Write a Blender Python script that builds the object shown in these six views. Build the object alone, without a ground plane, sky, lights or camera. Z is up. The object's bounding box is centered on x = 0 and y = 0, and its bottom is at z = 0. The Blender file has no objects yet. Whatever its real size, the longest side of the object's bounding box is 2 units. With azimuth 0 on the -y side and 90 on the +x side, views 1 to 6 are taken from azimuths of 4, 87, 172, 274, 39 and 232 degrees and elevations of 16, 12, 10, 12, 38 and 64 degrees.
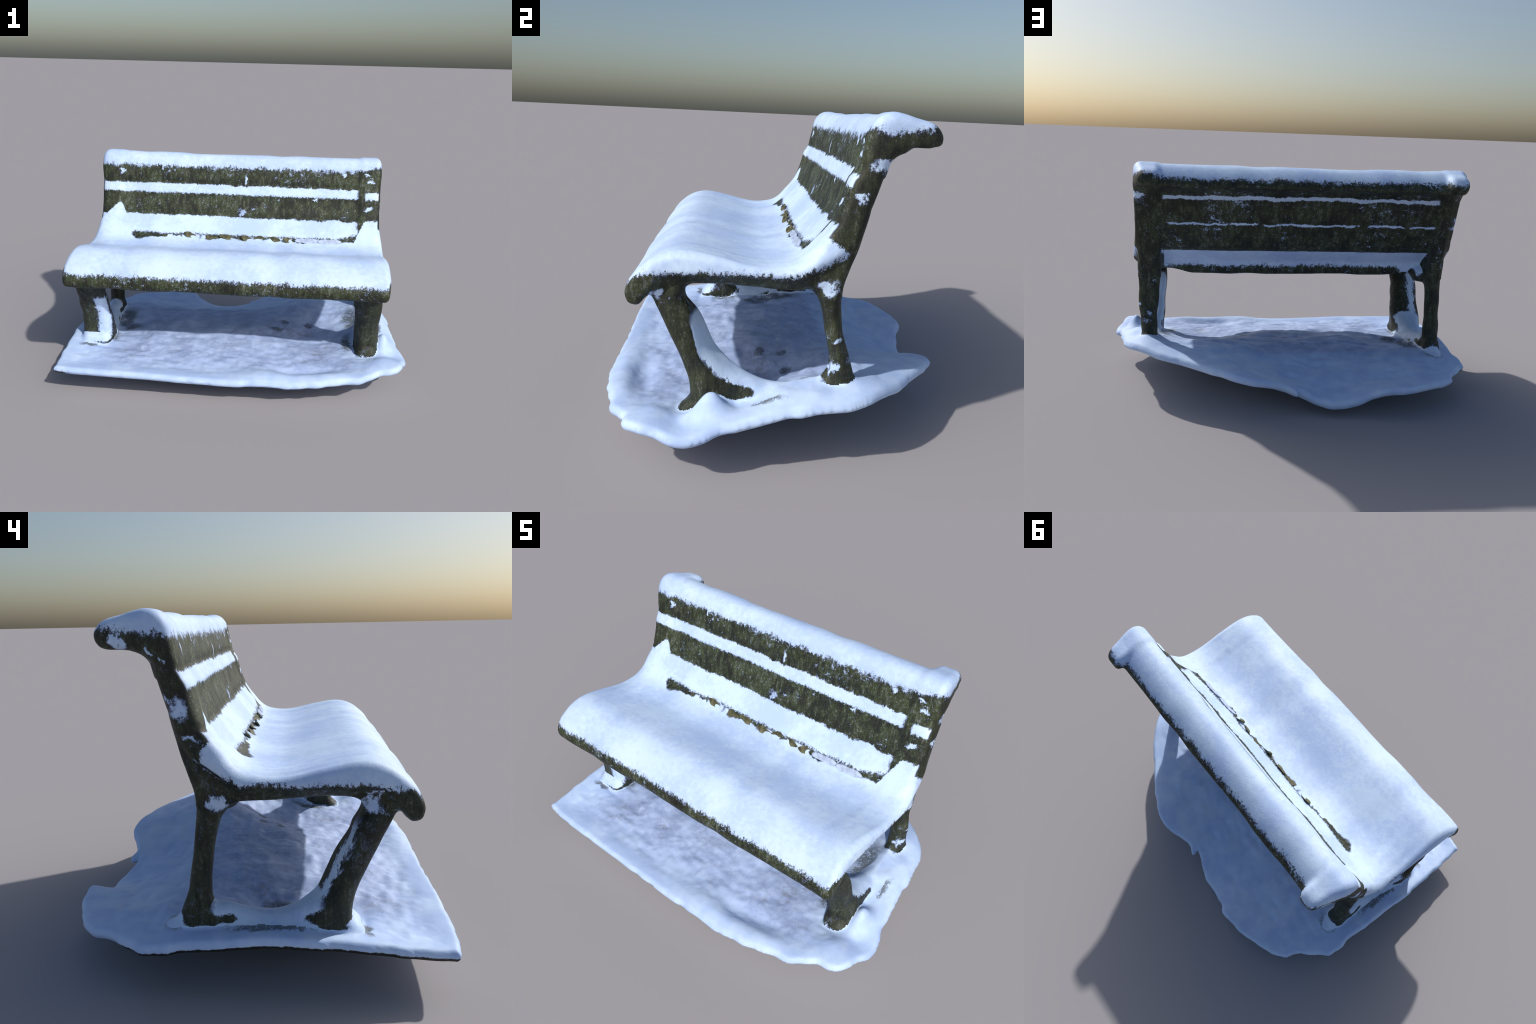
"""A mossy wooden park bench under snow, standing on a slab of trodden snow.

The bench is described as side profiles (y, z), widths along x and a snow slab
(outline + surface heights).  These are blended as distance fields into one
smooth skin, which is then separated by region into the named parts.
"""
import bpy
import math
import numpy as np
from mathutils import Vector

STEP = 0.0065                                   # size of the modelling grid
rng = np.random.default_rng(7)

# ----------------------------------------------------------------------------
# profiles
# ----------------------------------------------------------------------------
# slab: seat + reclined back + rolled top rail, seen from the +x end
SLAB = [(-.530, .588), (-.548, .597), (-.557, .622), (-.555, .645), (-.543, .674), (-.522, .702),
        (-.498, .724), (-.466, .749), (-.437, .763), (-.405, .772), (-.371, .776), (-.335, .775),
        (-.303, .771), (-.226, .758), (-.158, .741), (-.098, .731), (-.035, .731), (.023, .743),
        (.074, .782), (.116, .839), (.156, .922), (.187, 1.016), (.207, 1.075), (.221, 1.135),
        (.231, 1.182), (.241, 1.215), (.262, 1.240), (.290, 1.253), (.322, 1.254), (.360, 1.243),
        (.394, 1.222), (.423, 1.195), (.443, 1.168), (.447, 1.151), (.437, 1.138), (.410, 1.133), (.355, 1.130),
        (.318, 1.118), (.293, 1.095), (.275, 1.040), (.250, .955), (.218, .860), (.182, .795),
        (.130, .757), (.084, .724), (.056, .698), (.046, .665), (.042, .635), (.025, .621), (-.01, .632), (-.10, .652),
        (-.30, .662), (-.44, .650), (-.485, .618), (-.510, .590)]

# end frame: scroll, back post, both legs (outer contour)
FRAME = [(-.525, .600), (-.540, .640), (-.50, .705), (-.44, .750), (-.371, .765), (-.303, .761),
         (-.158, .733), (-.035, .724), (.023, .738), (.078, .782), (.120, .839), (.160, .922),
         (.191, 1.016), (.213, 1.083), (.228, 1.141), (.240, 1.195), (.268, 1.238), (.305, 1.253),
         (.345, 1.250), (.379, 1.243), (.437, 1.228), (.466, 1.208), (.480, 1.180), (.474, 1.152),
         (.452, 1.137), (.400, 1.139), (.350, 1.127), (.315, 1.101), (.294, 1.040), (.269, .955),
         (.250, .870), (.232, .795), (.207, .723), (.189, .665), (.188, .600), (.198, .500),
         (.212, .405), (.227, .315), (.250, .240), (.258, .170), (-.335, .170), (-.336, .245),
         (-.343, .300), (-.368, .380), (-.406, .465), (-.445, .550), (-.470, .600), (-.490, .622),
         (-.508, .600)]

# the opening under each side of the seat
HOLE_R = [(.104, .610), (.060, .655), (-.07, .662), (-.21, .668), (-.311, .667), (-.345, .659),
          (-.362, .632), (-.358, .600), (-.342, .580), (-.305, .535), (-.252, .430), (-.180, .358),
          (-.110, .318), (-.03, .298), (.046, .302), (.110, .340), (.138, .390), (.138, .460), (.128, .537)]
HOLE_L = [(.103, .565), (.084, .603), (.052, .635), (.0, .648), (-.114, .659), (-.200, .667),
          (-.278, .667), (-.338, .656), (-.366, .629), (-.357, .593), (-.337, .560), (-.325, .525),
          (-.280, .452), (-.248, .380), (-.220, .318), (-.173, .280), (-.119, .255), (-.065, .249),
          (.0, .257), (.07, .278), (.130, .290), (.138, .361), (.131, .427), (.119, .502)]

# rim of the snow slab: x, y, height
RIM = [(-.955, -.680, .149), (-.74, -.698, .149), (-.458, -.703, .146), (-.15, -.700, .134),
       (.12, -.700, .130), (.31, -.700, .130), (.53, -.675, .140), (.66, -.640, .148),
       (.745, -.620, .155), (.835, -.557, .165), (.90, -.555, .180), (.948, -.534, .196),
       (.984, -.430, .174), (.998, -.340, .162), (.962, -.190, .200), (.940, -.03, .230),
       (.923, .118, .250), (.900, .22, .260), (.860, .305, .265), (.72, .430, .258), (.54, .545, .245),
       (.345, .652, .220), (.25, .674, .200), (.15, .645, .178), (.065, .620, .150),
       (.005, .632, .126), (.005, .592, .120), (-.08, .630, .084), (-.19, .657, .064), (-.29, .668, .076),
       (-.36, .674, .112), (-.41, .699, .152), (-.53, .692, .150), (-.665, .655, .155),
       (-.79, .605, .155), (-.84, .565, .155), (-.858, .512, .155), (-.95, .400, .155),
       (-.990, .340, .162), (-.984, .180, .172), (-.993, -.03, .194), (-.998, -.280, .190),
       (-.985, -.500, .164), (-.972, -.640, .148)]
# surface heights inside the rim
GROUND = [(0, 0, .215), (.28, .02, .225), (.42, .06, .222), (.47, -.05, .172), (.45, .18, .262), (.30, .17, .245), (.62, .12, .255),
          (.08, -.30, .185), (.14, -.18, .200), (.50, -.14, .168), (.34, -.20, .170), (.60, -.25, .188), (-.16, -.20, .198),
          (-.84, .20, .195), (.78, .26, .308), (.79, -.36, .178), (-.86, -.33, .178), (.155, -.62, .160),
          (-.40, 0, .205), (-.73, -.04, .160), (-.60, .12, .200), (-.30, .17, .205), (-.5, -.25, .190), (.4, -.33, .170),
          (-.35, -.50, .150), (0, -.47, .151), (.30, -.45, .148), (.58, -.45, .155), (-.68, -.52, .150),
          (-.4, .4, .152), (.3, .4, .232), (.06, .30, .188), (.04, .48, .140), (-.15, .48, .130), (-.57, .58, .140), (-.7, .45, .165),
          (.6, .4, .270), (.66, -.50, .165), (.86, 0, .274), (.85, -.45, .20), (-.92, -.05, .198)]

# ----------------------------------------------------------------------------
# distance-field helpers
# ----------------------------------------------------------------------------
def smooth_closed(points, per=4):
    """Catmull-Rom through the control points of a closed contour."""
    p = np.array(points, float)
    a, b, c, d = np.roll(p, 1, 0), p, np.roll(p, -1, 0), np.roll(p, -2, 0)
    out = []
    for t in np.arange(per) / per:
        out.append(.5 * ((2 * b) + (c - a) * t + (2 * a - 5 * b + 4 * c - d) * t * t + (3 * b - a - 3 * c + d) * t ** 3))
    return np.stack(out, 1).reshape(-1, p.shape[1])


def polygon_distance(poly, U, V):
    """Signed distance (negative inside) of grid points to a closed polygon."""
    best = np.full(U.shape, 1e9)
    inside = np.zeros(U.shape, bool)
    n = len(poly)
    for i in range(n):
        (x0, y0), (x1, y1) = poly[i], poly[(i + 1) % n]
        ex, ey = x1 - x0, y1 - y0
        wx, wy = U - x0, V - y0
        t = np.clip((wx * ex + wy * ey) / (ex * ex + ey * ey + 1e-12), 0, 1)
        best = np.minimum(best, (wx - t * ex) ** 2 + (wy - t * ey) ** 2)
        cross = ((y0 <= V) != (y1 <= V)) & (U < (V - y0) * ex / (ey if abs(ey) > 1e-12 else 1e-12) + x0)
        inside ^= cross
    d = np.sqrt(best)
    return np.where(inside, -d, d)


def smin(a, b, k):
    h = np.maximum(k - np.abs(a - b), 0) / k
    return np.minimum(a, b) - h * h * k * .25


def smax(a, b, k):
    return -smin(-a, -b, k)


def sstep(a, b, x):
    t = np.clip((x - a) / (b - a), 0, 1)
    return t * t * (3 - 2 * t)


def soft_noise(U, V, cell, seed):
    """Smooth value noise on a plane, about -1..1."""
    r = np.random.default_rng(seed)
    g = r.uniform(-1, 1, (64, 64))
    u, v = U / cell + 20, V / cell + 20
    iu, iv = np.floor(u).astype(int), np.floor(v).astype(int)
    fu, fv = u - iu, v - iv
    fu, fv = fu * fu * (3 - 2 * fu), fv * fv * (3 - 2 * fv)
    G = lambda a, b: g[a % 64, b % 64]
    return ((G(iu, iv) * (1 - fu) + G(iu + 1, iv) * fu) * (1 - fv) + (G(iu, iv + 1) * (1 - fu) + G(iu + 1, iv + 1) * fu) * fv)


def extrude(d2, dx, r):
    """Round-edged extrusion of a 2D distance d2, dx being distance to the ends."""
    a, b = d2 + r, dx + r
    return np.minimum(np.maximum(a, b), 0) + np.sqrt(np.maximum(a, 0) ** 2 + np.maximum(b, 0) ** 2) - r


xs = np.arange(-1.03, 1.031, STEP, dtype=np.float32)
ys = np.arange(-.75, .751, STEP, dtype=np.float32)
zs = np.arange(-.04, 1.30, STEP, dtype=np.float32)
Y2, Z2 = np.meshgrid(ys, zs, indexing="ij")
X2, Yg = np.meshgrid(xs, ys, indexing="ij")
X = xs[:, None, None]
Y = Y2[None].astype(np.float32)
Z = Z2[None].astype(np.float32)

# ---- slab ------------------------------------------------------------------
d_slab = polygon_distance(smooth_closed(SLAB), Y2, Z2).astype(np.float32)
lo = np.interp(Z2, [.6, .70, .76, .85, 1.05, 1.15, 1.25], [-.950, -.950, -.938, -.922, -.926, -.937, -.930])
hi = np.interp(Z2, [.6, .70, .76, .85, 1.05, 1.15, 1.25], [.860, .868, .862, .842, .840, .846, .842])
taper = sstep(.27, .46, Y2) * (Z2 > 1.08)
lo, hi = lo + .040 * taper, hi - .022 * taper
under = sstep(.715, .655, Z2) * sstep(-.47, -.41, Y2)         # the end rails sit in under the seat snow
lo, hi = lo + .055 * under, hi - .045 * under
mid, half = ((lo + hi) / 2).astype(np.float32), ((hi - lo) / 2).astype(np.float32)
# the crown of snow sags a little towards the middle, slats step on the back
rear = Y2 > np.minimum(.145 + .395 * (Z2 - .84), .129 + 1.05 * (Z2 - .80))
groove = np.where(rear & (Z2 > .78) & (Z2 < 1.12),
                  .006 * np.exp(-((Z2 - 1.085) / .012) ** 2) + .005 * np.exp(-((Z2 - .936) / .010) ** 2), 0)
step_front = np.where(~rear & (Z2 > .76) & (Z2 < 1.2),
                      -.005 * np.exp(-((Z2 - 1.022) / .022) ** 2) - .006 * np.exp(-((Z2 - .815) / .032) ** 2)
                      + .005 * np.exp(-((Z2 - 1.075) / .014) ** 2) + .005 * np.exp(-((Z2 - .885) / .014) ** 2)
                      , 0)
d_slab = d_slab + (groove + step_front).astype(np.float32)
sag = (.008 * np.cos(np.clip((xs + .04) / .86, -1, 1) * math.pi / 2) ** 1.0).astype(np.float32)[:, None, None]
ends_in = (sstep(.0, .07, xs + .95) * sstep(.0, .07, .865 - xs)).astype(np.float32)[:, None, None]
swell = np.interp(ys, [-.60, -.40, -.30, -.20, -.10, -.02, .03, .07], [.001, .005, .001, -.003, -.001, .008, .012, .009])
kern = np.exp(-(np.arange(-8, 9) * STEP / .025) ** 2)
swell = np.convolve(np.pad(swell, 8, mode="edge"), kern / kern.sum(), mode="valid")[:, None]
swell = swell * sstep(.66, .70, Z2) * sstep(.92, .80, Z2) * (~rear)
full = ends_in * swell[None].astype(np.float32)
wob = (soft_noise(X2, X2 * 0, .11, 3) * .003).astype(np.float32)
f_slab = extrude(d_slab[None] + sag * sstep(1.10, 1.22, Z) + wob[:, :, None] - full,
                 np.abs(X - mid[None]) - half[None], .030)
tilt = 1.133 + .016 * (X + .9) / 1.75
f_slab = np.where((Z > 1.09) & (Y > .33), smax(f_slab, (tilt - Z) * sstep(.33, .37, Y) - .05 * (1 - sstep(.33, .37, Y)), .01), f_slab).astype(np.float32)
# underside of the seat rises a little towards both ends
f_slab = np.maximum(f_slab, (.618 + .034 * sstep(.55, .72, np.abs(X + .05)) - Z) * (Y > -.2) - 1.0 * (Y <= -.2)).astype(np.float32)

# ---- end frames --------------------------------------------------------------
f_frame = None
for hole, side in ((HOLE_R, 1), (HOLE_L, -1)):
    kick = (np.interp(Z2, [.25, .32, .41, .50], [.046, .034, .018, 0]) if side > 0 else np.interp(Z2, [.18, .25, .33], [.012, .004, 0])) * sstep(.04, .14, Y2) - .008 * sstep(.08, .2, Y2) * (Z2 < 1.04)
    d_out = polygon_distance(smooth_closed(FRAME), Y2 - kick, Z2)
    if side > 0:                                         # the right scroll is thinner
        wz = sstep(.335, .39, Y2) * (Z2 > 1.05)
        d_out = np.where(wz > 0, smax(d_out, (1.152 - Z2) * wz - .05 * (1 - wz), .015), d_out)
    d_hole = polygon_distance(smooth_closed(hole), Y2 - kick, Z2)
    d2 = smax(d_out, -d_hole, .012).astype(np.float32)
    if side > 0:
        front_in, front_out = np.interp(Z2, [.2, .4, .56, .66], [.702, .694, .690, .700]), np.interp(Z2, [.2, .4, .58, .66], [.834, .840, .842, .822])
        rear_in, rear_out = np.interp(Z2, [.25, .34, .45, .7], [.735, .732, .722, .708]), np.interp(Z2, [.25, .34, .45, .7, 1.2], [.808, .812, .836, .836, .842])
    else:
        front_in, front_out = np.interp(Z2, [.2, .4, .56, .66], [-.738, -.752, -.756, -.765]), np.interp(Z2, [.2, .58, .66], [-.928, -.922, -.895])
        rear_in, rear_out = np.interp(Z2, [.2, .45, .7, 1.1], [-.797, -.800, -.808, -.787]), np.interp(Z2, [.2, .45, .7, .85, 1.1, 1.2], [-.892, -.893, -.898, -.894, -.905, -.925])
    tail = sstep(.28, .47, Y2) * (Z2 > 1.08)
    rear_out = rear_out - side * (.030 if side < 0 else .016) * tail
    w = sstep(-.30, .12, Y2)
    a, b = front_in * (1 - w) + rear_in * w, front_out * (1 - w) + rear_out * w
    # the stretcher between the feet is a slimmer ridge
    low = sstep(.36, .26, Z2) * sstep(-.26, -.14, Y2) * sstep(.14, .06, Y2)
    cx, hx = ((a + b) / 2).astype(np.float32), (np.abs(b - a) / 2 * (1 - .12 * low)).astype(np.float32)
    # gentle hand-made wobble of the round timbers
    bend = (soft_noise(Z2, Y2, .17, 11 + side) * .006).astype(np.float32)
    gnarl = (.0035 * np.sin(Z2 * 38 + 2.2 * np.sin(Y2 * 21 + side)) * np.sin(Y2 * 33 + 1.7 * side) * (Z2 < 1.15)).astype(np.float32)[None]
    # the back of the front leg is bevelled towards the outside
    bevel = ((.030 if side > 0 else .018) * sstep(-.36, -.29, Y2) * sstep(.62, .55, Z2) * sstep(.26, .36, Z2) * sstep(-.10, -.19, Y2)).astype(np.float32)[None]
    bevel = bevel * sstep(.72, .84, X * side - (0 if side > 0 else .075)).astype(np.float32)
    f = extrude(d2[None] + bend[None] * .5 + bevel, np.abs(X - (cx + bend)[None]) - hx[None] + gnarl, np.where(Z2 < .62, .052, .036).astype(np.float32)[None])
    f_frame = f if f_frame is None else np.minimum(f_frame, f)

# ---- snow slab -----------------------------------------------------------------
rim = smooth_closed(RIM)
d_rim = polygon_distance(rim[:, :2], X2, Yg)
d_rim = d_rim + soft_noise(X2, Yg, .055, 21) * .006
knots = np.vstack([np.array(RIM), np.array(GROUND)])
def tps(r):
    return r * r * np.log(r + 1e-9)
K = tps(np.linalg.norm(knots[:, None, :2] - knots[None, :, :2], axis=2)) + np.eye(len(knots)) * .004
P = np.c_[np.ones(len(knots)), knots[:, :2]]
A = np.block([[K, P], [P.T, np.zeros((3, 3))]])
w = np.linalg.solve(A, np.r_[knots[:, 2], 0, 0, 0])
top = w[-3] + w[-2] * X2 + w[-1] * Yg
for (kx, ky, _), wk in zip(knots, w):
    top = top + wk * tps(np.sqrt((X2 - kx) ** 2 + (Yg - ky) ** 2))
deep = np.maximum(-d_rim, 0)
inner = sstep(.02, .16, deep)
top = top + inner * (.009 * soft_noise(X2, Yg, .12, 5) + .005 * soft_noise(X2 * .7 + Yg * .3, Yg * 1.4, .05, 6) + .002 * soft_noise(X2, Yg, .024, 8))
def bump(cx, cy, rx, ry, h, turn=0.0):
    c, s = math.cos(turn), math.sin(turn)
    u, v = (X2 - cx) * c + (Yg - cy) * s, -(X2 - cx) * s + (Yg - cy) * c
    return h * np.exp(-(u / rx) ** 2 - (v / ry) ** 2)
top = (top + bump(.33, -.635, .16, .05, .020, .08) + bump(.58, -.60, .13, .05, .018, .25)    # ploughed ridge at the front
       - bump(.42, -.535, .22, .035, .014, .1) + bump(.87, -.47, .09, .09, .012)
       
       - bump(.28, .02, .05, .05, .012) - bump(.43, .03, .05, .05, .010)
       - bump(-.50, -.42, .10, .06, .010) - bump(-.30, -.50, .08, .06, .008) - bump(-.62, -.34, .06, .07, .008))
top = top + .014 + .006 * (1 - inner)
top = top + bump(.872, -.262, .048, .060, .088) + bump(.80, .10, .10, .05, .012)
r = .021
h = r * np.sqrt(np.clip(1 - (1 - np.clip(deep / r, 0, 1)) ** 2, 0, 1))
bottom_mid = top - r
belly = np.minimum((.18 + .07 * sstep(-.1, .2, X2) * sstep(0, .2, Yg)) * np.maximum(deep - .012, 0), .10) + bump(-.20, .50, .24, .12, .020) + bump(-.18, .20, .22, .18, .13)
upper = (bottom_mid + h).astype(np.float32)
lower = (bottom_mid - h - belly).astype(np.float32)
lower = np.maximum(lower, 0.0)
outside = np.maximum(d_rim, 0).astype(np.float32)
vert = np.maximum(Z - upper[:, :, None], lower[:, :, None] - Z)
f_ground = np.where(outside[:, :, None] > 0,
                    np.sqrt(outside[:, :, None] ** 2 + np.maximum(np.abs(Z - bottom_mid[:, :, None].astype(np.float32)), 0) ** 2), vert * .95)

# the feet end inside the snow
f_frame = np.maximum(f_frame, (top[:, :, None] - .012 - Z).astype(np.float32))
k_join = (.03 - .012 * sstep(.25, .35, Y2) * (Z2 > 1.08)).astype(np.float32)[None]
f_bench = smin(f_slab, f_frame, k_join)
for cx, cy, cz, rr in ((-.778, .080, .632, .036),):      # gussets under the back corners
    f_bench = smin(f_bench, np.sqrt((X - cx) ** 2 + (Y - cy) ** 2 + (Z - cz) ** 2) - rr, .06)
field = smin(f_bench, f_ground, .018 + .022 * (sstep(-.25, -.20, Y) * sstep(.13, .09, Y))).astype(np.float32)

# ----------------------------------------------------------------------------
# skin of the field (surface nets) with re-projection
# ----------------------------------------------------------------------------
def surface_nets(F):
    S = F < 0
    nx, ny, nz = F.shape
    cells = np.zeros((nx - 1, ny - 1, nz - 1), np.uint8)
    for i in (0, 1):
        for j in (0, 1):
            for k in (0, 1):
                cells += S[i:nx - 1 + i, j:ny - 1 + j, k:nz - 1 + k]
    active = (cells > 0) & (cells < 8)
    ci, cj, ck = np.nonzero(active)
    index = np.full(active.shape, -1, np.int64)
    index[ci, cj, ck] = np.arange(len(ci))
    acc, cnt = np.zeros((len(ci), 3)), np.zeros(len(ci))
    corners = [(i, j, k) for i in (0, 1) for j in (0, 1) for k in (0, 1)]
    for a in corners:
        for ax in range(3):
            if a[ax]:
                continue
            b = list(a); b[ax] = 1
            fa, fb = F[ci + a[0], cj + a[1], ck + a[2]], F[ci + b[0], cj + b[1], ck + b[2]]
            m = (fa < 0) != (fb < 0)
            t = np.where(m, fa / np.where(m, fa - fb, 1), 0)
            p = np.tile(np.array(a, float), (len(ci), 1)); p[:, ax] = t
            acc += p * m[:, None]; cnt += m
    verts = (np.c_[ci, cj, ck] + acc / cnt[:, None]) * STEP + np.array([xs[0], ys[0], zs[0]])
    quads = []
    for ax in range(3):
        sl0 = [slice(1, -1)] * 3; sl1 = [slice(1, -1)] * 3
        sl0[ax], sl1[ax] = slice(0, -1), slice(1, None)
        a, b = S[tuple(sl0)], S[tuple(sl1)]
        for flip, m in ((0, a & ~b), (1, ~a & b)):
            e = np.array(np.nonzero(m)).T
            off = np.ones(3, int); off[ax] = 0
            e = e + off
            u, v = (ax + 1) % 3, (ax + 2) % 3
            ring = []
            for du, dv in ((1, 1), (0, 1), (0, 0), (1, 0)):
                q = e.copy(); q[:, u] -= du; q[:, v] -= dv
                ring.append(index[q[:, 0], q[:, 1], q[:, 2]])
            ring = np.stack(ring, 1)
            quads.append(ring[:, ::-1] if flip else ring)
    return verts, np.vstack(quads)


def sample(F, p):
    q = (p - np.array([xs[0], ys[0], zs[0]])) / STEP
    i = np.clip(np.floor(q).astype(int), 0, np.array(F.shape) - 2)
    f = q - i
    out = 0
    for a in (0, 1):
        for b in (0, 1):
            for c in (0, 1):
                wgt = (f[:, 0] if a else 1 - f[:, 0]) * (f[:, 1] if b else 1 - f[:, 1]) * (f[:, 2] if c else 1 - f[:, 2])
                out = out + wgt * F[i[:, 0] + a, i[:, 1] + b, i[:, 2] + c]
    return out


def gradient(F, p):
    e = STEP * .7
    return np.stack([(sample(F, p + e * d) - sample(F, p - e * d)) / (2 * e) for d in np.eye(3)], 1)


verts, quads = surface_nets(field)
for _ in range(3):
    acc, cnt = np.zeros_like(verts), np.zeros(len(verts))
    for k in range(4):
        np.add.at(acc, quads[:, k], verts[quads[:, (k + 1) % 4]]); np.add.at(cnt, quads[:, k], 1)
    verts = verts * .4 + (acc / np.maximum(cnt, 1)[:, None]) * .6
    g = gradient(field, verts)
    g2 = np.maximum((g ** 2).sum(1), .05)
    verts = verts - g * (np.clip(sample(field, verts), -.004, .004) / g2)[:, None]
verts[:, 2] -= verts[:, 2].min()

# vertex normals of the whole skin
a, b, c, d = (verts[quads[:, k]] for k in range(4))
fn = np.cross(c - a, d - b)
vn = np.zeros_like(verts)
for k in range(4):
    np.add.at(vn, quads[:, k], fn)
vn /= np.maximum(np.linalg.norm(vn, axis=1), 1e-12)[:, None]
fc = (a + b + c + d) / 4
fnu = fn / np.maximum(np.linalg.norm(fn, axis=1), 1e-12)[:, None]

# ----------------------------------------------------------------------------
# where snow lies, as rules shared by the part split and the materials
# ----------------------------------------------------------------------------
# (centre, radii) of patches of snow stuck to the frames and slats
PATCHES = [((.84, .285, 1.085), (.05, .042, .018)), ((.84, .215, .975), (.05, .014, .016)),
           ((.84, .118, .66), (.05, .030, .026)),
           ((.84, -.447, .625), (.05, .024, .018)), ((.83, .17, .475), (.05, .017, .010)),
           ((.80, .245, .43), (.045, .03, .045)),
           ((.79, .135, .37), (.07, .014, .03)), ((.82, .16, .36), (.04, .014, .03)),
           ((-.90, .220, .955), (.05, .036, .034)), ((-.90, .175, .850), (.05, .025, .008)),
           ((-.90, .395, 1.155), (.06, .02, .022)), ((-.90, .295, 1.125), (.05, .013, .014)),
           ((-.90, .27, 1.10), (.05, .012, .006)), ((-.90, .104, .63), (.05, .022, .026)),
           ((-.91, -.395, .635), (.06, .035, .028)), ((-.91, -.41, .675), (.06, .007, .018)),
           ((.76, .22, 1.155), (.018, .06, .009)), ((.785, .21, 1.12), (.022, .06, .009)),
           ((.77, .172, .955), (.026, .06, .011)), ((-.80, .215, 1.13), (.022, .06, .014)),
           ((.44, .17, 1.00), (.016, .05, .010)), ((.62, .22, 1.15), (.016, .05, .011)),
           ((.0, .21, 1.10), (.008, .05, .030)), ((-.54, .22, 1.17), (.007, .05, .018)),
           ((-.02, .18, .90), (.03, .03, .03)),
           ((.80, .30, .52), (.03, .05, .03))]


def soft_snow(p, n, ground):
    """Smooth version of the snow cover (no ragged rim), True where snow lies."""
    x, y, z = p.T
    side = np.abs(n[:, 0]) > .62
    back = (y > np.minimum(.145 + .395 * (z - .84), .129 + 1.05 * (z - .80))) & (z > .62)
    snow = z > 1.19
    up = (n[:, 2] > .30) & (z < .56)
    seat = (z > .675) & (z < .745) & ~back & (n[:, 2] > -.3)
    seat |= (z >= .745) & (z < .80) & ~back & ((y < .02) | (np.abs(x + .02) > .70))
    band = ~back & ~side & (((z > 1.012) & (z < 1.066) & (x < .715)) | ((z > .782) & (z < .877) & (x < .70)))
    corner = ~back & (z > .78) & ((x < -.75) & (z < .85 + .8 * np.maximum(x + .912, 0)) | (x > .76) & (z < .884))
    shelf = back & ~side & (x > -.80) & (x < .70) & (((z > .70) & (z < .772)) | ((z > 1.07) & (z < 1.097)))
    return snow | up | seat | band | corner | shelf

# ----------------------------------------------------------------------------
# materials: a small expression layer over shader nodes
# ----------------------------------------------------------------------------
class Sock:
    tree = None

    def __init__(self, s):
        self.s = s

    @staticmethod
    def node(kind, **props):
        n = Sock.tree.nodes.new(kind)
        for k, v in props.items():
            setattr(n, k, v)
        return n

    @staticmethod
    def put(value, inp):
        if isinstance(value, Sock):
            Sock.tree.links.new(value.s, inp)
        else:
            inp.default_value = value

    def op(self, o, b=None, c=None, clamp=False):
        n = Sock.node("ShaderNodeMath", operation=o, use_clamp=clamp)
        Sock.put(self, n.inputs[0])
        if b is not None:
            Sock.put(b, n.inputs[1])
        if c is not None:
            Sock.put(c, n.inputs[2])
        return Sock(n.outputs[0])

    def __add__(self, b): return self.op("ADD", b)
    def __radd__(self, b): return self.op("ADD", b)
    def __sub__(self, b): return self.op("SUBTRACT", b)
    def __rsub__(self, b): return (self * -1.0) + b
    def __mul__(self, b): return self.op("MULTIPLY", b)
    def __rmul__(self, b): return self.op("MULTIPLY", b)
    def max(self, b): return self.op("MAXIMUM", b)
    def min(self, b): return self.op("MINIMUM", b)
    def abs(self): return self.op("ABSOLUTE")

    def ramp(self, a, b):
        """0 at a, 1 at b, smooth."""
        n = Sock.node("ShaderNodeMapRange", interpolation_type="SMOOTHSTEP", clamp=True)
        if a > b:
            a, b, swap = b, a, True
        else:
            swap = False
        Sock.put(self, n.inputs["Value"])
        n.inputs["From Min"].default_value, n.inputs["From Max"].default_value = a, b
        n.inputs["To Min"].default_value, n.inputs["To Max"].default_value = (1, 0) if swap else (0, 1)
        return Sock(n.outputs["Result"])


def window(v, a, b, soft):
    """1 inside a..b."""
    return v.ramp(a - soft, a + soft) * v.ramp(b + soft, b - soft)


def noise(vec, scale, detail=3.0, rough=.55, stretch=(1, 1, 1), seed=0.0):
    m = Sock.node("ShaderNodeMapping")
    Sock.tree.links.new(vec, m.inputs["Vector"])
    m.inputs["Scale"].default_value = stretch
    m.inputs["Location"].default_value = (seed * 1.37, seed * 2.11, seed * .73)
    n = Sock.node("ShaderNodeTexNoise")
    n.inputs["Scale"].default_value, n.inputs["Detail"].default_value, n.inputs["Roughness"].default_value = scale, detail, rough
    Sock.tree.links.new(m.outputs[0], n.inputs["Vector"])
    return Sock(n.outputs["Fac"])


def mix(fac, a, b):
    n = Sock.node("ShaderNodeMix", data_type="RGBA")
    Sock.put(fac, n.inputs[0])
    for v, i in ((a, 6), (b, 7)):
        if isinstance(v, Sock):
            Sock.tree.links.new(v.s, n.inputs[i])
        else:
            n.inputs[i].default_value = (*v, 1)
    return Sock(n.outputs[2])


def start(name):
    m = bpy.data.materials.new(name)
    m.use_nodes = True
    t = m.node_tree
    t.nodes.clear()
    Sock.tree = t
    tc = t.nodes.new("ShaderNodeTexCoord")
    vec = tc.outputs["Object"]
    sp = t.nodes.new("ShaderNodeSeparateXYZ"); t.links.new(vec, sp.inputs[0])
    ge = t.nodes.new("ShaderNodeNewGeometry")
    sn = t.nodes.new("ShaderNodeSeparateXYZ"); t.links.new(ge.outputs["Normal"], sn.inputs[0])
    return m, vec, [Sock(o) for o in sp.outputs], [Sock(o) for o in sn.outputs]


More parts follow.
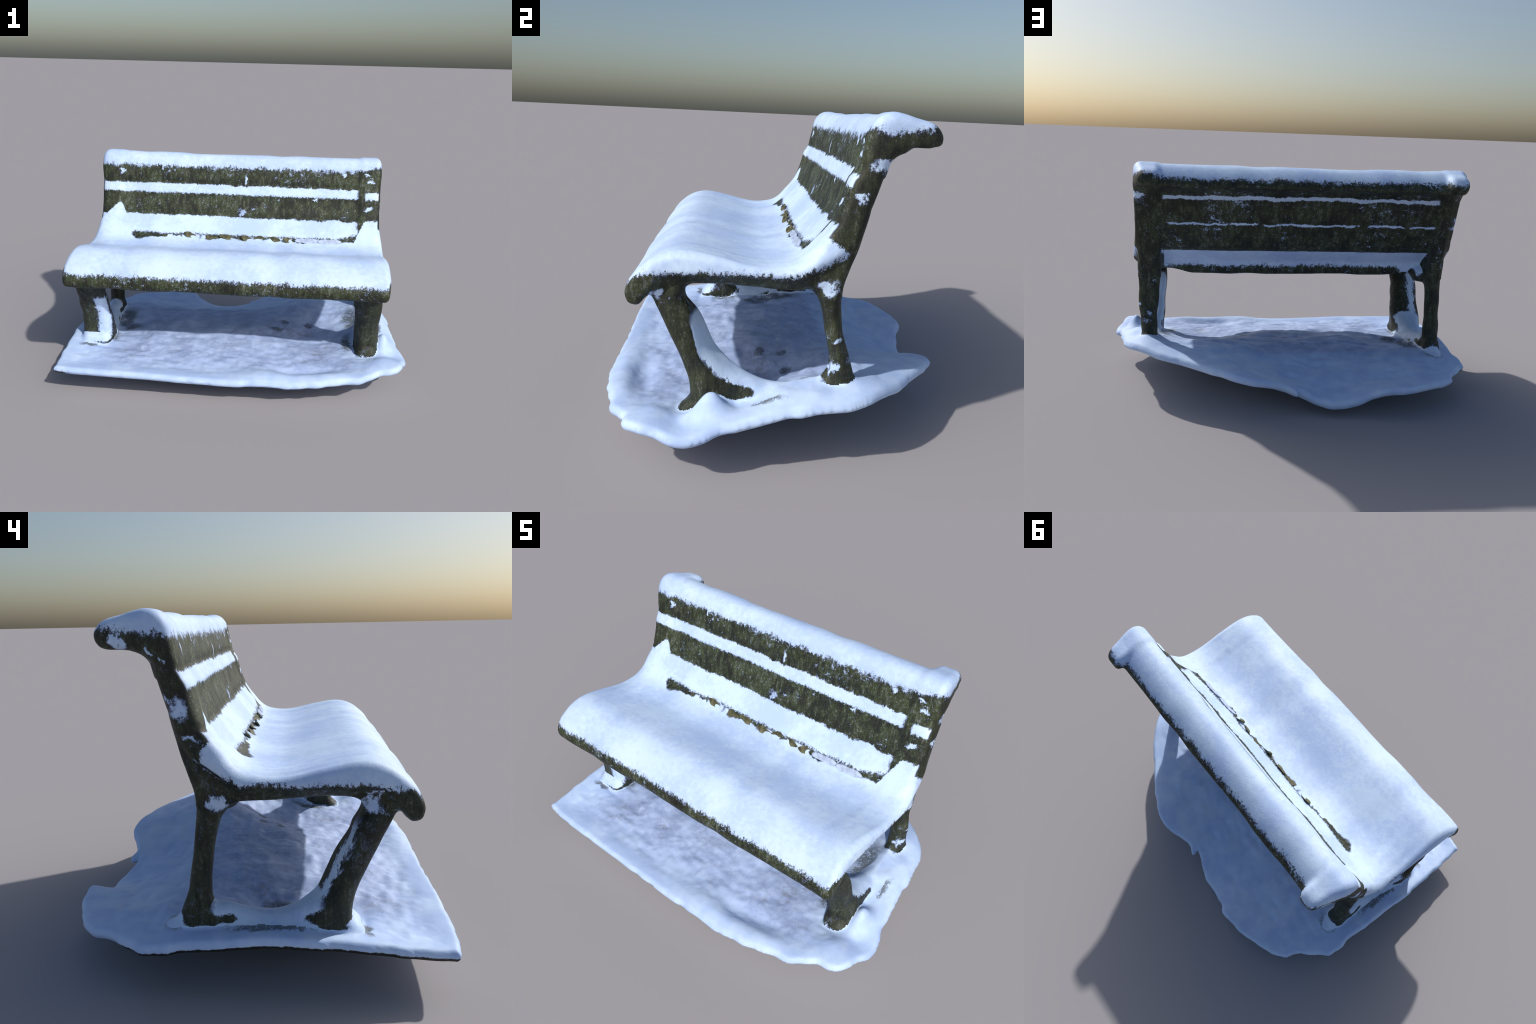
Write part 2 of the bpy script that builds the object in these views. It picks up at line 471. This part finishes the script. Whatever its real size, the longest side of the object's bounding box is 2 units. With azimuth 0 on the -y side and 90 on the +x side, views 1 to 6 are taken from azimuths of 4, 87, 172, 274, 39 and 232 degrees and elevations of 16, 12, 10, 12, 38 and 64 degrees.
def finish(colour, rough, height, strength=.4, distance=.004):
    t = Sock.tree
    p = t.nodes.new("ShaderNodeBsdfPrincipled")
    o = t.nodes.new("ShaderNodeOutputMaterial")
    Sock.put(colour, p.inputs["Base Color"])
    Sock.put(rough, p.inputs["Roughness"])
    p.inputs["Specular IOR Level"].default_value = .35
    b = t.nodes.new("ShaderNodeBump")
    b.inputs["Strength"].default_value, b.inputs["Distance"].default_value = strength, distance
    Sock.put(height, b.inputs["Height"])
    t.links.new(b.outputs[0], p.inputs["Normal"])
    t.links.new(p.outputs[0], o.inputs["Surface"])


def snow_colour(vec, grey_mask):
    big = noise(vec, 4.0, 4, .6, seed=3)
    fine = noise(vec, 38, 4, .65, seed=5)
    c = mix((big + (fine - .5) * .55).ramp(.32, .66), (.49, .64, .93), (.62, .78, 1.0))
    if grey_mask is not None:
        c = mix(grey_mask, c, (.40, .46, .62))
    return c


def wood_colour(vec, moss):
    """Dark weathered timber with moss and grey lichen; moss 0..1 (a socket)."""
    patch = noise(vec, 9, 4, .6, seed=1)
    streak = noise(vec, 46, 4, .7, stretch=(1, 1, .28), seed=2)
    grain = noise(vec, 170, 3, .75, seed=4)
    speck = noise(vec, 120, 3, .8, stretch=(1, 1, .6), seed=6)
    c = mix(patch.ramp(.38, .66), (.015, .017, .013), (.031, .034, .018))
    green = (streak * .55 + grain * .45 + (patch - .5) * .3)
    c = mix(moss * green.ramp(.42, .60), c, (.043, .060, .023))
    c = mix(moss * green.ramp(.54, .68) * .8, c, (.082, .104, .047))
    c = mix((speck + (streak - .5) * .5 + (patch - .5) * .3).ramp(.55, .70) * (moss * .52 + .08), c, (.21, .22, .25))
    c = mix((streak * .5 + grain * .5).ramp(.47, .37) * .85, c, (.008, .009, .008))
    return c, streak, grain


def blob(vec_socket, centre, radii, soft=(1.12, .80)):
    """1 inside an ellipsoid."""
    s = Sock.node("ShaderNodeVectorMath", operation="SUBTRACT")
    Sock.tree.links.new(vec_socket, s.inputs[0]); s.inputs[1].default_value = centre
    k = Sock.node("ShaderNodeVectorMath", operation="MULTIPLY")
    Sock.tree.links.new(s.outputs[0], k.inputs[0]); k.inputs[1].default_value = tuple(1 / v for v in radii)
    ln = Sock.node("ShaderNodeVectorMath", operation="LENGTH")
    Sock.tree.links.new(k.outputs[0], ln.inputs[0])
    return Sock(ln.outputs["Value"]).ramp(*soft)


def jittered(vec, *amounts):
    """Object position shifted by noise, so that what is drawn at it gets ragged."""
    wv = Sock.node("ShaderNodeVectorMath", operation="ADD")
    jit = Sock.node("ShaderNodeCombineXYZ")
    for i, a in zip(jit.inputs, amounts):
        Sock.put(a, i)
    Sock.tree.links.new(vec, wv.inputs[0]); Sock.tree.links.new(jit.outputs[0], wv.inputs[1])
    return wv.outputs[0]


def bench_material():
    m, vec, (x, y, z), (nx, ny, nz) = start("mossy_wood_with_snow")
    mid_n = noise(vec, 14, 3, .6, seed=7) - .5
    fine_n = noise(vec, 75, 4, .75, stretch=(1, 1, .6), seed=8) - .5
    grit_n = noise(vec, 210, 2, .8, seed=9) - .5
    rag = mid_n * .056 + fine_n * .078 + grit_n * .040     # displacement of the rim of the snow
    zr = z + rag
    zs_ = z + mid_n * .034 + fine_n * .026 + grit_n * .010                  # smoother upper rims
    side = nx.abs().ramp(.55, .75)
    back = (y - (z * .395 - .1868).min(z * 1.05 - .711)).ramp(-.003, .003) * z.ramp(.61, .63)
    front = 1.0 - back
    S = .0030
    # snow on the rail; it starts higher on the ends and behind
    cap = (zr + x.ramp(.66, .80) * ((ny.ramp(.2, -.2) * -.022 + ny.ramp(.25, .6) * -.030) - .012 * side) + back * y.ramp(.30, .37) * -.014  + side * x.ramp(.0, -.1) * -.008).ramp(1.164, 1.182)
    # bands on the front
    tail = x.ramp(.70, .76)
    b1 = (zs_ + tail * .012).ramp(1.068, 1.062) * (z + tail * .002 + mid_n * .020 + fine_n * .036 + grit_n * .030).ramp(1.008, 1.015) \
        * (1.0 - window(x + fine_n * .04 + mid_n * .03, .705, .755, .006))
    b2 = (z - (x - .58).max(0.0) * .24 + mid_n * .024 + fine_n * .044 + grit_n * .030).ramp(.772, .784) * zs_.ramp(.880, .874) * (x + fine_n * .04 + mid_n * .05).ramp(.722, .700)
    left = (z - x.ramp(-.930, -.790) * .095 + x.ramp(-.805, -.745) * .075 + fine_n * .030 + grit_n * .02).ramp(.851, .845) * x.ramp(-.70, -.74) * z.ramp(.74, .75)
    right = (z - x.ramp(.66, .77) * .145 + fine_n * .040 + grit_n * .030).ramp(.745, .738) * x.ramp(.66, .68) * z.ramp(.70, .71)
    slump = noise(vec, 11, 3, .5, stretch=(1, .4, .4), seed=31) - .5
    slit_low = z + slump * .060 + fine_n * .010 - x * .006
    seat_top = slit_low.ramp(.762, .756).max((y + slump * .11 + fine_n * .014).ramp(.026, .018))
    seat_low = (zr + side * -.014 + y.ramp(-.44, -.40) * -.012).ramp(.658, .675) * nz.ramp(-.5, -.2)
    seat_top = seat_top.max(noise(vec, 7, 2, .5, stretch=(1, .3, .3), seed=71).ramp(.57, .60) * z.ramp(.775, .770))
    seat = seat_top * seat_low
    ends = x.ramp(-.690, -.712).max(x.ramp(.722, .735)) * z.ramp(.80, .79) * seat_low
    cover_front = b1.max(b2).max(left).max(right).max(seat).max(ends)
    # snow hanging over the two ends of the seat, climbing into the corner of the back post
    reach = x.ramp(-.1, .1) * .040 + .150
    corner = (zr - (y - .02).max(0.0) * .42 + y.ramp(-.44, -.40) * -.010).ramp(.690, .704) \
        * (y - reach + rag * .5).ramp(.004, -.004) * (zr + (y - .11).max(0.0) * .75).ramp(.850, .842)
    # behind
    inside = window(x + fine_n * .02, -.800, .700, .006)
    r1 = window(z + mid_n * .036 + fine_n * .018, 1.070, 1.090, S) * (noise(vec, 5, 1, .5, seed=41) + 0.0).ramp(.26, .30)
    r2 = window(z + mid_n * .040 + fine_n * .016, .928, .939, S) * (noise(vec, 9, 2, .5, seed=43) + fine_n * .3).ramp(.36, .42)
    shelf = (zr + window(x, -.80, -.66, .03) * .035).ramp(.664, .680) * (z + mid_n * .012).ramp(.779, .775)
    cover_back = r1.max(r2).max(shelf) * inside * (1.0 - side)
    # lying on the legs and stretchers, where these face up
    up = (nz + ny * .15 + fine_n * .5 + grit_n * .3 - z.ramp(.28, .36) * .45).ramp(.30, .40) * z.ramp(.57, .55) * window(y + fine_n * .03, -.235, .135, .015)
    up = up.max((nz + fine_n * .4 + grit_n * .2).ramp(.30, .42) * z.ramp(.262, .245) * x.ramp(.0, -.1))
    streak_r = x.ramp(0, .1) * y.ramp(-.345, -.325) * window(z, .21, .555, .01) * (ny + nz * .5 - nx.max(0.0) * .55 + fine_n * .6).ramp(.10, .30) * y.ramp(.1, .0)
    streak_l = x.ramp(0, -.1) * window(z + rag, .225, .49, .01) * (x + fine_n * .06 + mid_n * .06).ramp(-.822, -.804) * (ny + fine_n * .5).ramp(.2, -.1) * y.ramp(-.22, -.26) * (nx + fine_n * .3).ramp(1.0, .9)
    calf_l = window(x + fine_n * .09 + mid_n * .07, -.895, -.845, .010) * z.ramp(.60, .54) * (ny + nz * .5 + fine_n * .8 + grit_n * .6).ramp(.35, .60) * y.ramp(-.05, -.15)
    foot = (z + rag * .8 - x.ramp(-.9, .9) * (y.ramp(-.25, .2) * .075 + .010)).ramp(.184, .174)
    cover = cap.max((cover_front * front).max(cover_back * back) * (1.0 - side) + corner * side).max(up).max(foot).max(streak_r).max(streak_l).max(calf_l)
    # stuck patches
    wob1, wob2 = noise(vec, 26, 2, .5, seed=61) - .5, noise(vec, 26, 2, .5, seed=67) - .5
    shifted = jittered(vec, mid_n * .030 + fine_n * .030, wob1 * .10 + fine_n * .04 + grit_n * .03, wob2 * .08 + grit_n * .03 + fine_n * .040)
    for c0, rr in PATCHES:
        cover = cover.max(blob(shifted, c0, rr, (1.3, .70)))
    # dusting of frozen flecks on the planks
    fleck = noise(vec, 34, 4, .8, seed=12)
    area = noise(vec, 5, 2, .5, seed=13)
    plank = ((1.0 - side) * window(x, -.93, .85, .01) * z.ramp(.56, .60))
    cover = cover.max((fleck + (area - .5) * .45 + grit_n * .35).ramp(.63, .73) * (plank * .60 + .15))

    wood, streak, grain = wood_colour(vec, plank * (1.0 - back * .35) * .55 + .45)
    # rotting leaves caught behind the seat
    leaf = noise(vec, 22, 2, .5, stretch=(.6, 1, 1.4), seed=15).ramp(.50, .54) * window(z, .735, .770, .004) * front * window(x, -.5, .62, .05)
    wood = mix(leaf * .75, wood, (.13, .125, .065))
    snow = snow_colour(vec, noise(vec, 7, 4, .6, seed=17).ramp(.45, .72) * window(y, -.40, .02, .07) * nz.ramp(.8, .95) * window(x, -.85, .78, .1) * .12)
    # thin wet snow at the rim is bluer
    colour = mix(cover, wood, mix(cover.ramp(.2, .95), (.34, .44, .80), snow))
    finish(colour, .60 - cover * .05, streak * .5 + grain * .4 + cover * .8, .4, .005)
    return m


# places where dark soil and moss show through the trodden snow
SOIL = [((.70, .05, .2), (.055, .13, .2)), ((.28, .02, .2), (.030, .025, .2)), ((.43, .03, .2), (.028, .020, .2)),
        ((.24, -.07, .2), (.045, .020, .2)), ((-.74, .04, .2), (.050, .13, .2)), ((-.68, -.08, .2), (.05, .06, .2)), ((-.745, -.24, .22), (.028, .08, .1)), ((.665, -.22, .2), (.03, .09, .1)), ((-.84, .250, .2), (.055, .055, .2)),
        ((-.905, -.07, .2), (.026, .16, .2)), ((-.86, -.385, .2), (.05, .020, .2)),
        ((.87, -.06, .24), (.012, .055, .2))]


def ground_material():
    m, vec, (x, y, z), (nx, ny, nz) = start("trodden_snow")
    big = noise(vec, 5, 4, .6, seed=21)
    fine = noise(vec, 50, 4, .65, stretch=(.6, 1, 1), seed=22)
    pock = noise(vec, 13, 3, .55, seed=23)
    grit = noise(vec, 200, 2, .7, seed=24)
    trod = window(y + (pock - .5) * .12, -.58, .26, .12) * window(x + (big - .5) * .2, -.74, .70, .14)
    rim = mix((big * .6 + pock * .4).ramp(.36, .64), (.45, .60, .92), (.585, .745, 1.0))
    worn = mix((pock * .55 + big * .25 + fine * .2).ramp(.38, .62), (.32, .42, .69), (.455, .58, .88))
    worn = mix((grit * .5 + fine * .6).ramp(.60, .70) * .4, worn, (.66, .68, .80))
    worn = mix((big * .5 + fine * .5 + (grit - .5) * .4).ramp(.44, .34) * .5, worn, (.27, .27, .29))
    c = mix(trod, rim, worn)
    n1, n2 = pock - .5, fine - .5
    n3 = grit - .5
    at = jittered(vec, n1 * .05 + n2 * .06 + n3 * .03, n2 * .08 + n3 * .03, n1 * 0.0)
    soil = None
    for c0, rr in SOIL:
        bl = blob(at, c0, rr, (1.35, .55))
        soil = bl if soil is None else soil.max(bl)
    dark = mix((grit * .5 + fine * .5).ramp(.42, .60), (.016, .020, .020), (.060, .062, .040))
    c = mix(soil * (fine + n3).ramp(.25, .50) * .80, c, dark)
    # dark strip under the left rim
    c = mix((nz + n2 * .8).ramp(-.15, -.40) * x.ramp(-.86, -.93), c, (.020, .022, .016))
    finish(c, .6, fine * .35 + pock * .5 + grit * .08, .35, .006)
    return m


bench_mat = bench_material()
ground_mat = ground_material()

# ----------------------------------------------------------------------------
# split the skin into parts
# ----------------------------------------------------------------------------
pf = fc.copy()
shift = 0
fs, ff, fg = sample(f_slab, pf), sample(f_frame, pf), sample(f_ground, pf)
x, y, z = fc.T
is_ground = fg < np.minimum(fs, ff)
is_frame = ~is_ground & (ff < fs - .001)
is_slab = ~is_ground & ~is_frame
snow = soft_snow(fc, fnu, is_ground)
back = (y > np.minimum(.145 + .395 * (z - .84), .129 + 1.05 * (z - .80))) & (z > .62)
right = x > 0

root = bpy.data.objects.new("snowy_park_bench", None)
bpy.context.collection.objects.link(root)
root["label"] = "old mossy wooden park bench covered with snow on trodden snow"
root["category"] = "bench"


def part(name, mask, parent, material):
    if mask.sum() < 8:
        return None
    q = quads[mask]
    used, inv = np.unique(q, return_inverse=True)
    inv = inv.reshape(q.shape)
    me = bpy.data.meshes.new(name)
    me.vertices.add(len(used)); me.vertices.foreach_set("co", verts[used].astype(np.float32).ravel())
    me.loops.add(inv.size); me.loops.foreach_set("vertex_index", inv.astype(np.int32).ravel())
    me.polygons.add(len(q)); me.polygons.foreach_set("loop_start", np.arange(0, inv.size, 4, dtype=np.int32))
    me.update(calc_edges=True); me.validate()
    me.polygons.foreach_set("use_smooth", np.ones(len(me.polygons), bool))
    me.normals_split_custom_set_from_vertices([tuple(v) for v in vn[used]])
    me.materials.append(material)
    ob = bpy.data.objects.new(name, me)
    bpy.context.collection.objects.link(ob)
    ob.parent = parent
    return ob


part("snow_ground", is_ground, root, ground_mat)
# slab: rail, slats, seat with their snow
rail = is_slab & (z > 1.075) & ((z > 1.11) | ~back)
slat_u = is_slab & ~rail & (((z > .94) & back) | ((z > .877) & ~back))
seat_m = is_slab & ~rail & ~slat_u & (((z < .745) & ~back) | (z < .70) | (y < .02))
slat_l = is_slab & ~rail & ~slat_u & ~seat_m
for name, m, sname in (("top_rail", rail, "snow_cap"), ("backrest_slat", slat_u, "slat_snow"),
                       ("backrest_slat", slat_l, "slat_snow"), ("seat", seat_m, "seat_snow")):
    ob = part(name, m & ~snow, root, bench_mat)
    part(sname, m & snow, ob, bench_mat)
for sel in (right, ~right):
    fr = is_frame & sel
    post = fr & (z > .70)
    stretch = fr & (z < .40) & (y > -.20) & (y < .115)
    leg_f = fr & ~post & ~stretch & (y < -.18) & (z < .655)
    leg_r = fr & ~post & ~stretch & (y > .03)
    bar = fr & ~post & ~stretch & ~leg_f & ~leg_r
    for name, m in (("back_post", post), ("front_leg", leg_f), ("rear_leg", leg_r), ("stretcher", stretch), ("seat_support", bar)):
        wood = part(name, m & ~snow, root, bench_mat)
        part(name + "_snow", m & snow, wood or root, bench_mat)


# ----------------------------------------------------------------------------
# fallen leaves and lumps of clear ice caught in the crease behind the seat
# ----------------------------------------------------------------------------
def plain(name, colour, dark, rough, ice=False):
    m, vec, (x, y, z), (nx, ny, nz) = start(name)
    v = noise(vec, 45, 3, .6, seed=50)
    finish(mix(v.ramp(.35, .65), dark, colour), rough, v, .3, .002)
    return m


leaf_mat = plain("rotting_leaf", (.155, .150, .080), (.060, .058, .030), .55)
ice_mat = plain("grey_ice", (.50, .60, .80), (.38, .45, .60), .35)


def flake(name, length, width, thick, curl, lobes, seed):
    """A curled flat piece with rounded outline and real thickness."""
    r = np.random.default_rng(seed)
    nu, nv = 17, 9
    top, bot = [], []
    ph = r.uniform(0, 6.28)
    for i in range(nu):
        t = i / (nu - 1) * 2 - 1
        w = max(math.sqrt(max(1 - t * t, 0)), .04) * (1 + lobes * math.sin(5 * t + ph))
        for j in range(nv):
            s_ = j / (nv - 1) * 2 - 1
            px, py = t * length / 2, s_ * w * width / 2
            pz = curl * (s_ * s_ - .3) * width + curl * .5 * math.sin(2.2 * t + ph) * width
            e = thick * (1 - .75 * max(abs(s_), abs(t)) ** 3)
            top.append((px, py, pz + e)); bot.append((px, py, pz - e))
    n = nu * nv
    f = []
    for i in range(nu - 1):
        for j in range(nv - 1):
            a0 = i * nv + j
            f.append((a0, a0 + nv, a0 + nv + 1, a0 + 1))
            f.append((n + a0, n + a0 + 1, n + a0 + nv + 1, n + a0 + nv))
    rim_ = [i * nv for i in range(nu)] + [(nu - 1) * nv + j for j in range(1, nv)] + [i * nv + nv - 1 for i in range(nu - 2, -1, -1)] + [j for j in range(nv - 2, 0, -1)]
    for a0, b0 in zip(rim_, rim_[1:] + rim_[:1]):
        f.append((b0, a0, n + a0, n + b0))
    me = bpy.data.meshes.new(name)
    me.from_pydata(top + bot, [], f)
    me.polygons.foreach_set("use_smooth", np.ones(len(me.polygons), bool))
    me.update()
    return me


leaf_meshes = [flake("leaf", .085, .034, .0022, .25, .15, 1), flake("leaf", .065, .040, .0022, -.22, .12, 2), flake("leaf", .100, .030, .0022, .18, .2, 3)]
ice_mesh = flake("ice_lump", .150, .036, .007, .10, .10, 5)
crease = np.array(SLAB)[20:26]


def on_skin(px, zz):
    """y of the front of the seat back at height zz."""
    near = (np.abs(verts[:, 0] - px) < .03) & (verts[:, 2] > .70) & (verts[:, 2] < .82) & (verts[:, 1] > -.05) & (verts[:, 1] < .13) & (vn[:, 1] < .2)
    v = verts[near]
    return float(v[np.argmin(np.abs(v[:, 2] - zz)), 1])


seat_parent = next(o for o in bpy.data.objects if o.name == "seat")
place = np.random.default_rng(4)
for k, px in enumerate((-.33, -.20, -.10, .03, .10, .19, .29)):
    ob = bpy.data.objects.new("leaf", leaf_meshes[k % 3])
    zz = .764 + place.uniform(-.004, .006)
    ob.location = (px, on_skin(px, zz) - .002, zz)
    ob.rotation_euler = (math.radians(52 + place.uniform(-14, 10)), place.uniform(-.25, .25), place.uniform(-.2, .2))
    ob.parent = seat_parent
    bpy.context.collection.objects.link(ob)
    if not ob.data.materials:
        ob.data.materials.append(leaf_mat)
for px, tilt in ((.40, .05), (.54, .10)):
    ob = bpy.data.objects.new("ice_lump", ice_mesh)
    ob.location = (px, on_skin(px, .765) - .001, .765)
    ob.rotation_euler = (math.radians(50), 0, tilt * .5)
    ob.parent = seat_parent
    bpy.context.collection.objects.link(ob)
    if not ob.data.materials:
        ob.data.materials.append(ice_mat)
